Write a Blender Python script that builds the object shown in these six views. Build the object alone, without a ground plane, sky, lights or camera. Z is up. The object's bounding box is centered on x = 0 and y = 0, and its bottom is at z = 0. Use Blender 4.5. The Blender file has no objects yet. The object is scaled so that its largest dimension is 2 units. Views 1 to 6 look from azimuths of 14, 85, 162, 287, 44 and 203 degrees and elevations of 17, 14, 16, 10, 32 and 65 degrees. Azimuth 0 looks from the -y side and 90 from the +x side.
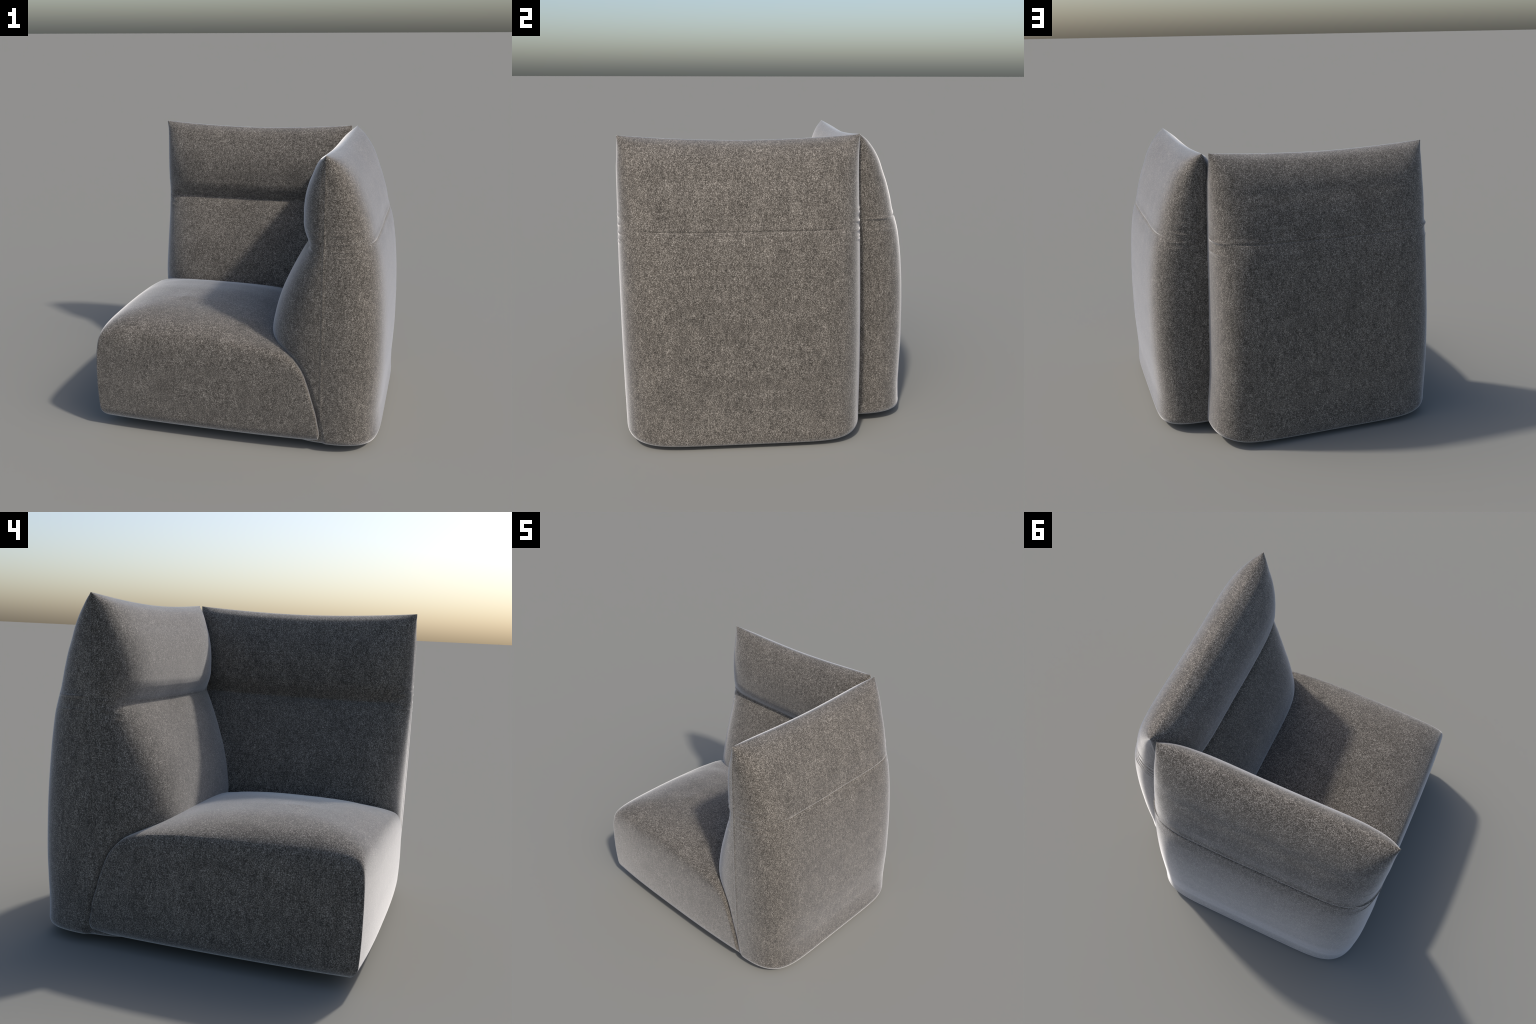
import bpy, math
import numpy as np

# ---------------------------------------------------------------- helpers
def curve(keys):
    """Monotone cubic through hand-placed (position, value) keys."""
    k = sorted(keys)
    x = np.array([p[0] for p in k], float)
    y = np.array([p[1] for p in k], float)
    h = np.diff(x)
    s = np.diff(y) / h
    m = np.zeros_like(x)
    m[0], m[-1] = s[0], s[-1]
    for i in range(1, len(x) - 1):
        if s[i - 1] * s[i] > 0:
            w1, w2 = 2 * h[i] + h[i - 1], h[i] + 2 * h[i - 1]
            m[i] = (w1 + w2) / (w1 / s[i - 1] + w2 / s[i])

    def f(q):
        q = np.clip(np.asarray(q, float), x[0], x[-1])
        i = np.clip(np.searchsorted(x, q) - 1, 0, len(h) - 1)
        t = (q - x[i]) / h[i]
        return ((1 + 2 * t) * (1 - t) ** 2 * y[i] + t * (1 - t) ** 2 * h[i] * m[i]
                + t * t * (3 - 2 * t) * y[i + 1] + t * t * (t - 1) * h[i] * m[i + 1])
    return f


def smooth(a, b, x):
    t = np.clip((x - a) / (b - a), 0, 1)
    return t * t * (3 - 2 * t)


def bell(x, c, w):
    return np.exp(-((x - c) / w) ** 2)


def grid_normals(P):
    """Outward normals of a closed-ring grid P[level, ring, xyz]."""
    dr = np.roll(P, -1, 1) - np.roll(P, 1, 1)
    dl = np.gradient(P, axis=0)
    n = np.cross(dr, dl)
    return n / (np.linalg.norm(n, axis=2, keepdims=True) + 1e-12)


def ring_faces(nl, nr, flip):
    i, j = np.meshgrid(np.arange(nl - 1), np.arange(nr), indexing="ij")
    a, b = i * nr + j, i * nr + (j + 1) % nr
    q = np.stack([a, b, b + nr, a + nr], -1).reshape(-1, 4)
    return q[:, ::-1] if flip else q


def make_mesh(name, verts, faces, material):
    me = bpy.data.meshes.new(name)
    me.from_pydata(np.asarray(verts).tolist(), [], [list(map(int, f)) for f in faces])
    me.materials.append(material)
    me.polygons.foreach_set("use_smooth", np.ones(len(me.polygons), bool))
    me.update()
    return me


def add(name, me, parent):
    ob = bpy.data.objects.new(name, me)
    bpy.context.scene.collection.objects.link(ob)
    ob.parent = parent
    return ob


# ---------------------------------------------------------------- materials
def fabric(name):
    """Heathered chenille: dark warm grey ground, pale flecks, dense nap that
    catches light at grazing angles (sheen)."""
    m = bpy.data.materials.new(name)
    m.use_nodes = True
    nt = m.node_tree
    N, L = nt.nodes, nt.links
    bsdf = N["Principled BSDF"]
    co = N.new("ShaderNodeTexCoord").outputs["Object"]

    def noise(scale, stretch=(1, 1, 1), detail=2.0, rough=0.5):
        mp = N.new("ShaderNodeMapping")
        mp.inputs["Scale"].default_value = stretch
        L.new(co, mp.inputs["Vector"])
        t = N.new("ShaderNodeTexNoise")
        t.inputs["Scale"].default_value = scale
        t.inputs["Detail"].default_value = detail
        t.inputs["Roughness"].default_value = rough
        L.new(mp.outputs[0], t.inputs["Vector"])
        return t.outputs["Fac"]

    def ramp(fac, stops):
        r = N.new("ShaderNodeValToRGB")
        e = r.color_ramp.elements
        while len(e) < len(stops):
            e.new(0.5)
        for el, (p, c) in zip(e, stops):
            el.position, el.color = p, (*c, 1)
        L.new(fac, r.inputs[0])
        return r.outputs[0]

    def mix(kind, fac, a, b):
        x = N.new("ShaderNodeMix")
        x.data_type, x.blend_type = "RGBA", kind
        for sock, v in ((x.inputs[0], fac), (x.inputs[6], a), (x.inputs[7], b)):
            if isinstance(v, (int, float)):
                sock.default_value = v
            elif isinstance(v, tuple):
                sock.default_value = (*v, 1)
            else:
                L.new(v, sock)
        return x.outputs[2]

    g = lambda v: (v, v, v)
    fine = noise(170, (1, 1, 1), 2.0, 0.65)
    yarn = noise(52, (1, 1, 0.40), 3.0, 0.6)
    cloud = noise(8, (1, 1, 0.55), 3.0)
    ground = ramp(fine, [(0.32, DARK), (0.52, MID), (0.73, PALE)])
    # twill dots: one pale loop per cell, each with its own strength
    dots = N.new("ShaderNodeTexVoronoi")
    dots.inputs["Scale"].default_value = 135
    L.new(co, dots.inputs["Vector"])
    sep = N.new("ShaderNodeSeparateColor")
    L.new(dots.outputs["Color"], sep.inputs[0])
    spot = mix("MULTIPLY", 1.0, ramp(dots.outputs["Distance"], [(0.10, g(1)), (0.50, g(0))]), ramp(sep.outputs[0], [(0.35, g(0)), (1.0, g(0.75))]))
    c = mix("MIX", spot, ground, PALE)
    c = mix("MULTIPLY", 1.0, c, ramp(yarn, [(0.32, g(0.70)), (0.68, g(1.22))]))
    c = mix("MULTIPLY", 1.0, c, ramp(cloud, [(0.32, g(0.88)), (0.68, g(1.10))]))
    L.new(c, bsdf.inputs["Base Color"])
    bsdf.inputs["Roughness"].default_value = 0.9
    bsdf.inputs["Specular IOR Level"].default_value = 0.1
    bsdf.inputs["Sheen Weight"].default_value = SHEEN
    bsdf.inputs["Sheen Roughness"].default_value = SHEEN_ROUGH
    bsdf.inputs["Sheen Tint"].default_value = (1.0, 0.98, 0.97, 1)
    weave = noise(300, (1, 1, 1), 1.0)
    b1 = N.new("ShaderNodeBump")
    b1.inputs["Strength"].default_value = 0.10
    b1.inputs["Distance"].default_value = 0.003
    L.new(weave, b1.inputs["Height"])
    L.new(b1.outputs[0], bsdf.inputs["Normal"])
    return m


DARK, MID, PALE = (0.034, 0.029, 0.024), (0.108, 0.095, 0.080), (0.36, 0.328, 0.287)
SHEEN, SHEEN_ROUGH = 1.0, 0.42

cloth = fabric("chenille_fabric")
black = bpy.data.materials.new("black_plastic")
black.use_nodes = True
black.node_tree.nodes["Principled BSDF"].inputs["Base Color"].default_value = (0.012, 0.012, 0.012, 1)
black.node_tree.nodes["Principled BSDF"].inputs["Roughness"].default_value = 0.5

# ---------------------------------------------------------------- seat profile
SEAT_TOP, SEAT_BOTTOM = .860, .062
# plan position at each drop below the crown: open sides (front, left) and
# sides that run in under the backrests
open_side = curve([(0, -.48), (.012, -.66), (.031, -.77), (.058, -.86), (.083, -.91), (.103, -.938), (.123, -.957), (.155, -.972), (.21, -.984),
                   (.29, -.992), (.41, -.996), (.81, -.998)])
tuck_under = curve([(0, .026), (.08, .016), (.13, .009), (.23, .003), (.35, .0), (.9, 0)])
wall_side = curve([(0, -.48), (.014, -.24), (.034, -.09), (.056, .045), (.083, .145), (.107, .23), (.134, .30), (.166, .36), (.20, .413), (.24, .450), (.29, .485),
                   (.37, .518), (.47, .548), (.595, .583), (.76, .612), (.81, .620)])

# ---------------------------------------------------------------- backrest
# local frame: a = along the backrest from its free end, d = away from the
# sitter measured from the top edge line, z = up
CREASE_IN, CREASE_OUT = 1.41, 1.44

inner_mid = curve([(0.0, -.30), (.2, -.32), (.4, -.34), (.6, -.37), (.76, -.408), (.87, -.390), (1.0, -.354), (1.123, -.301), (1.243, -.240),
                   (1.33, -.192), (1.375, -.165), (1.395, -.146), (CREASE_IN, -.133), (1.425, -.138), (1.445, -.150), (1.47, -.164), (1.50, -.176), (1.54, -.183),
                   (1.62, -.182), (1.70, -.174), (1.80, -.149), (1.87, -.120), (1.93, -.092), (1.965, -.066), (1.987, -.036), (1.997, -.016), (2.0, -.006)])
inner_end = curve([(0.0, -.30), (.2, -.32), (.4, -.34), (.6, -.37), (.76, -.408), (.87, -.390), (1.0, -.354), (1.123, -.301), (1.243, -.240),
                   (1.33, -.192), (1.40, -.160), (CREASE_IN + .02, -.156), (1.46, -.162), (1.50, -.172), (1.54, -.176),
                   (1.62, -.178), (1.70, -.172), (1.80, -.149), (1.87, -.120), (1.93, -.092), (1.965, -.066), (1.987, -.036), (1.997, -.016), (2.0, -.006)])
outer_mid = curve([(0.0, .384), (.06, .380), (.12, .376), (.22, .374), (.35, .380), (.55, .388), (.75, .387), (.92, .382), (1.12, .368), (1.22, .356), (1.33, .338), (1.40, .320), (1.431, .309),
                   (CREASE_OUT, .3005), (1.448, .3035), (1.48, .294), (1.56, .276), (1.67, .243), (1.75, .213), (1.82, .187), (1.88, .155), (1.94, .108),
                   (1.97, .074), (1.989, .038), (1.997, .017), (2.0, .006)])
outer_end = curve([(0.0, .384), (.06, .380), (.12, .376), (.22, .374), (.35, .380), (.55, .388), (.75, .387), (.92, .382), (1.12, .368), (1.22, .356), (1.33, .336), (1.40, .314),
                   (CREASE_OUT, .301), (1.48, .290), (1.56, .272), (1.67, .243), (1.75, .213), (1.82, .187), (1.88, .155), (1.94, .108),
                   (1.97, .074), (1.989, .038), (1.997, .017), (2.0, .006)])
# how far each end stands proud of the top corner (+ = outwards)
free_end = curve([(0.0, .000), (.43, .008), (.9, .012), (1.1, .013), (1.3, .013), (1.5, .011), (1.7, .009), (1.8, .007), (1.9, -.001), (1.95, -.002), (1.985, .000), (2.0, 0)])
free_end_rear = curve([(0.0, -.002), (.4, .010), (.75, .006), (.95, .000), (1.1, -.004), (1.26, -.008), (1.6, -.008), (1.84, -.011), (1.93, -.010), (1.975, -.005), (2.0, 0)])
# roundness of the plan section on the sitter's side (lower = softer ends)
inner_round = curve([(0, 6.5), (.8, 5.6), (1.1, 5.4), (1.35, 5.4), (1.5, 5.6), (1.7, 6.2), (2.0, 7.2)])
end_round = curve([(0, 2.75), (.8, 2.6), (1.2, 2.4), (1.5, 2.3), (2.0, 2.3)])
BACK_BOTTOM = .034


def backrest_grid(length, free_end, corner_end, pull, soften, seed):
    """Stack of rounded, pillow-like plan sections from floor to top edge."""
    rng = np.random.default_rng(seed)
    z = np.unique(np.round(np.concatenate([
        np.linspace(BACK_BOTTOM, .12, 30), np.linspace(.12, 1.20, 90), np.linspace(1.20, 1.35, 34),
        np.linspace(1.35, 1.50, 80), np.linspace(1.50, 1.86, 60), np.linspace(1.86, 1.98, 36), np.linspace(1.98, 2.0, 14)]), 5))
    NQ = 165                          # ring points per quadrant
    th = np.linspace(0, math.pi / 2, 1200)
    rows = []
    for zz in z:
        a0, a1 = -float(free_end(zz)), length + float(corner_end(zz))
        mid, half = (a0 + a1) / 2, (a1 - a0) / 2
        pts = []
        for sa, so in ((-1, 1), (1, 1), (1, -1), (-1, -1)):
            n = 8.0 if so > 0 else float(inner_round(zz))
            if sa < 0 and zz < 1.4:   # free end: softer still, low down
                n *= 1 - soften * float(smooth(1.4, 1.0, zz))
            ca, sd = np.cos(th) ** (2 / n), np.sin(th) ** (2 / (float(end_round(zz)) - (.35 if so < 0 else 0)))
            a = mid + sa * half * ca
            w = smooth(.04, .16 if so < 0 else .24, np.minimum(a - a0, a1 - a))
            e, m = (outer_end(zz), outer_mid(zz)) if so > 0 else (inner_end(zz), inner_mid(zz))
            d = (e * (1 - w) + m * w) * sd
            if sa * so > 0:           # walk the ring in one direction
                a, d = a[::-1], d[::-1]
            L = np.concatenate([[0], np.cumsum(np.hypot(np.diff(a), np.diff(d)))])
            t = np.linspace(0, L[-1], NQ + 1)[:-1]
            pts.append(np.stack([np.interp(t, L, a), np.interp(t, L, d)], -1))
        ring = np.concatenate(pts)
        # rounded bottom edge
        u = min(max((zz - BACK_BOTTOM) / .055, 0), 1)
        inset = .026 * (1 - math.sqrt(1 - (1 - u) ** 2))
        ring[:, 0] = mid + (ring[:, 0] - mid) * (1 - 1.7 * inset / half)
        ring[:, 1] *= 1 - inset / .38
        rows.append(np.column_stack([ring, np.full(len(ring), zz)]))
    P = np.array(rows)
    A, D, Z = P[..., 0], P[..., 1], P[..., 2]
    a0, a1 = A.min(1, keepdims=True), A.max(1, keepdims=True)
    # the free end is pulled in where the seat cushion lies against it
    seam = wall_side(SEAT_TOP - Z) - .608
    A += pull * smooth(seam + .030, seam - .008, D) * smooth(.25, .0, A - a0) * smooth(.76, .66, Z)
    t = np.clip(2 * A / length - 1, -1, 1)
    Z += .022 * np.abs(t) ** 6 * smooth(.4, .0, Z)
    # saddle-shaped top edge: corners drawn up into points
    Z -= .034 * (1 - np.abs(t) ** 1.8) * smooth(1.35, 2.0, Z)
    Z -= .010 * (1 - t ** 2) * bell(Z, 1.43, .08)
    n = grid_normals(P)
    # seam running down the middle of both ends
    edge = np.minimum(A - a0, a1 - A)
    disp = -.0030 * bell(D, 0.0, .006) * bell(edge, 0, .05) * smooth(.1, .2, Z) * smooth(1.99, 1.9, Z)
    # gathers where the crease is pulled in, at both ends
    for c, side in ((CREASE_IN, -1), (CREASE_OUT, 1)):
        for k in range(8):
            zc = c + rng.uniform(-.13, .13)
            amp = rng.uniform(.0022, .0050) * (1 - abs(zc - c) / .2)
            tilt = rng.uniform(-.35, .35)
            disp -= amp * bell(Z + tilt * edge, zc, .008) * bell(edge, .03, .06) * smooth(.0, .10, side * D)
    # soft unevenness of the stuffing along the creases
    for k in range(5):
        f, ph = rng.uniform(5, 17), rng.uniform(0, 6.28)
        disp += .0010 * np.sin(f * A + ph) * bell(Z, 1.42, .10)
    P += n * disp[..., None]
    return P


def fan_caps(P, flip):
    """Close first and last ring with a strip of quads across the body."""
    nl, nr = P.shape[:2]
    out = []
    for base, turn in ((0, True), ((nl - 1) * nr, False)):
        for k in range(nr // 2 - 1):
            f = [base + k, base + k + 1, base + nr - 2 - k, base + nr - 1 - k]
            f = [v for i, v in enumerate(f) if v not in f[:i]]
            out.append(f[::-1] if turn != flip else f)
    return out


def split_part(name_low, name_up, P, flip, z_cut, material):
    """One smooth skin, cut into lower and upper cushion along one ring."""
    nl, nr = P.shape[:2]
    V = P.reshape(-1, 3)
    quads = ring_faces(nl, nr, flip)
    caps = fan_caps(P, flip)
    faces = [tuple(f) for f in quads] + [tuple(f) for f in caps]
    whole = make_mesh("skin", V, faces, material)
    normals = np.empty(len(V) * 3, np.float32)
    whole.vertices.foreach_get("normal", normals)
    normals = normals.reshape(-1, 3)
    bpy.data.meshes.remove(whole)
    level = np.array([min(f) // nr for f in faces])
    out = []
    for name, keep in ((name_low, level < z_cut), (name_up, level >= z_cut)):
        sub = [f for f, k in zip(faces, keep) if k]
        used = np.unique(np.concatenate([np.array(f) for f in sub]))
        remap = -np.ones(len(V), int)
        remap[used] = np.arange(len(used))
        me = make_mesh(name, V[used], [[remap[v] for v in f] for f in sub], material)
        me.normals_split_custom_set_from_vertices(normals[used].tolist())
        out.append(me)
    return out


# ---------------------------------------------------------------- seat
def seat_grid():
    drops = np.unique(np.round(np.concatenate([np.linspace(0, 1, 70) ** 2 * .2 + .0002, np.linspace(.2, .70, 60),
                                               np.linspace(.70, SEAT_TOP - SEAT_BOTTOM, 30)]), 5))
    NQ = 150
    th = np.linspace(0, math.pi / 2, 1500)
    rings = []
    for d in drops:
        ring = []
        for fx, fy, turn in ((wall_side, wall_side, 0), (open_side, wall_side, 1), (open_side, open_side, 0), (wall_side, open_side, 1)):
            both_open, both_wall = fx is fy is open_side, fx is fy is wall_side
            p = 2.4 + 4.6 * smooth(.06, .40, d) if both_open else (2.0 if both_wall else 1.3) + 6.7 * smooth(.08, .36, d)
            x, y = fx(d * np.cos(th) ** (2 / p)), fy(d * np.sin(th) ** (2 / p))
            if turn:
                x, y = x[::-1], y[::-1]
            L = np.concatenate([[0], np.cumsum(np.hypot(np.diff(x), np.diff(y)))])
            t = np.linspace(0, L[-1], NQ + 1)[:-1]
            ring.append(np.stack([np.interp(t, L, x), np.interp(t, L, y)], -1))
        ring = np.concatenate(ring)
        z = SEAT_TOP - d
        u = min(max((z - SEAT_BOTTOM) / .090, 0), 1)
        inset = .070 * (1 - math.sqrt(1 - (1 - u) ** 2))
        ring = -.19 + (ring + .19) * (1 - inset / .8)
        # open faces belly out in plan and tuck in towards the floor
        off = np.abs(ring + .19) / .8
        near = smooth(.55, 1.0, off) * (ring < -.19)
        belly = .022 * off[:, ::-1] ** 2.6 + float(tuck_under(z)) + np.array([0, .006])
        ring = ring + near * belly
        rings.append(np.column_stack([ring, np.full(len(ring), z)]))
    return np.array(rings)[::-1]


def tube(name, path, radius, material, n=8):
    path = np.asarray(path)
    t = np.gradient(path, axis=0)
    t /= np.linalg.norm(t, axis=1, keepdims=True)
    u = np.cross(t, [0, 0, 1.0]); u /= np.linalg.norm(u, axis=1, keepdims=True)
    w = np.cross(t, u)
    th = np.linspace(0, 2 * math.pi, n + 1)[:-1]
    P = path[:, None] + radius * (np.cos(th)[None, :, None] * u[:, None] + np.sin(th)[None, :, None] * w[:, None])
    faces = [tuple(f) for f in ring_faces(len(path), n, False)]
    faces += [tuple(range(n))[::-1], tuple(range((len(path) - 1) * n, len(path) * n))]
    return make_mesh(name, P.reshape(-1, 3), faces, material)


# ---------------------------------------------------------------- assemble
sofa = bpy.data.objects.new("corner_sofa_module", None)
bpy.context.scene.collection.objects.link(sofa)
sofa["label"] = "soft grey fabric corner sofa seat with two high backs"
sofa["category"] = "corner sofa"

# rear backrest: runs along x
P = backrest_grid(1.546, free_end_rear, curve([(0, .100), (.2, .086), (.5, .060), (.9, .046), (1.4, .030), (1.8, .014), (1.94, .002), (2.0, 0)]), .030, .06, 4)
W = np.stack([-.976 + P[..., 0], .605 + P[..., 1], P[..., 2]], -1)
cut = int(np.argmin(np.abs(P[:, 0, 2] - 1.415)))
lo, up = split_part("backrest", "headrest", W, True, cut, cloth)
add("headrest", up, add("backrest", lo, sofa))
# side backrest: runs along y, mirror image of the rear one
P = backrest_grid(1.552, free_end, curve([(0, .017), (.4, .016), (.7, .012), (1.4, -.001), (1.8, -.010), (1.94, -.006), (2.0, 0)]), .014, .17, 9)
W = np.stack([.612 + .993 * P[..., 1], -.949 + P[..., 0], P[..., 2]], -1)
lo, up = split_part("backrest", "headrest", W, False, cut, cloth)
add("headrest", up, add("backrest", lo, sofa))

S = seat_grid()
nl, nr = S.shape[:2]
faces = [tuple(f) for f in ring_faces(nl, nr, False)]
faces += [tuple(range(nr))[::-1], tuple(range((nl - 1) * nr, nl * nr))]
seat = add("seat", make_mesh("seat", S.reshape(-1, 3), faces, cloth), sofa)

# stitched piping where the top panel of the seat meets the open side panels
def piping_path(axis, line=-.953, start=-.925, end=.26):
    """Follow the seat surface along one open edge at a fixed inset."""
    pts = S.reshape(-1, 3)
    pts = pts[pts[:, 2] > .55]
    run, off = pts[:, 1 - axis], pts[:, axis]
    path = []
    for r in np.linspace(start, end, 90):
        m = (np.abs(run - r) < .012) & (np.abs(off - line) < .02)
        if m.sum() < 4:
            continue
        k = np.polyfit(off[m] - line, pts[m, 2], 1)
        p = [0, 0, k[1]]
        p[axis], p[1 - axis] = line, r
        path.append(p)
    path = np.array(path)
    kernel = np.ones(9) / 9
    z = np.convolve(np.pad(path[:, 2], 4, "edge"), kernel, "valid")
    path[:, 2] = z
    return path


for axis in (0, 1):
    add("piping", tube("piping", piping_path(axis), .0032, cloth), seat)

# feet: short black glides just inside the outline
n = 32
th = np.linspace(0, 2 * math.pi, n + 1)[:-1]
rings = [(.028, 0), (.032, .004), (.032, .075)]
V = [(r * math.cos(a), r * math.sin(a), z) for r, z in rings for a in th]
F = [tuple(f) for f in ring_faces(3, n, False)] + [tuple(range(n))[::-1], tuple(range(2 * n, 3 * n))]
foot_mesh = make_mesh("foot", V, F, black)
for x, y in ((.84, -.72), (.84, .33), (-.72, .84), (.33, .84), (-.70, -.70)):
    add("foot", foot_mesh, sofa).location = (x, y, 0)
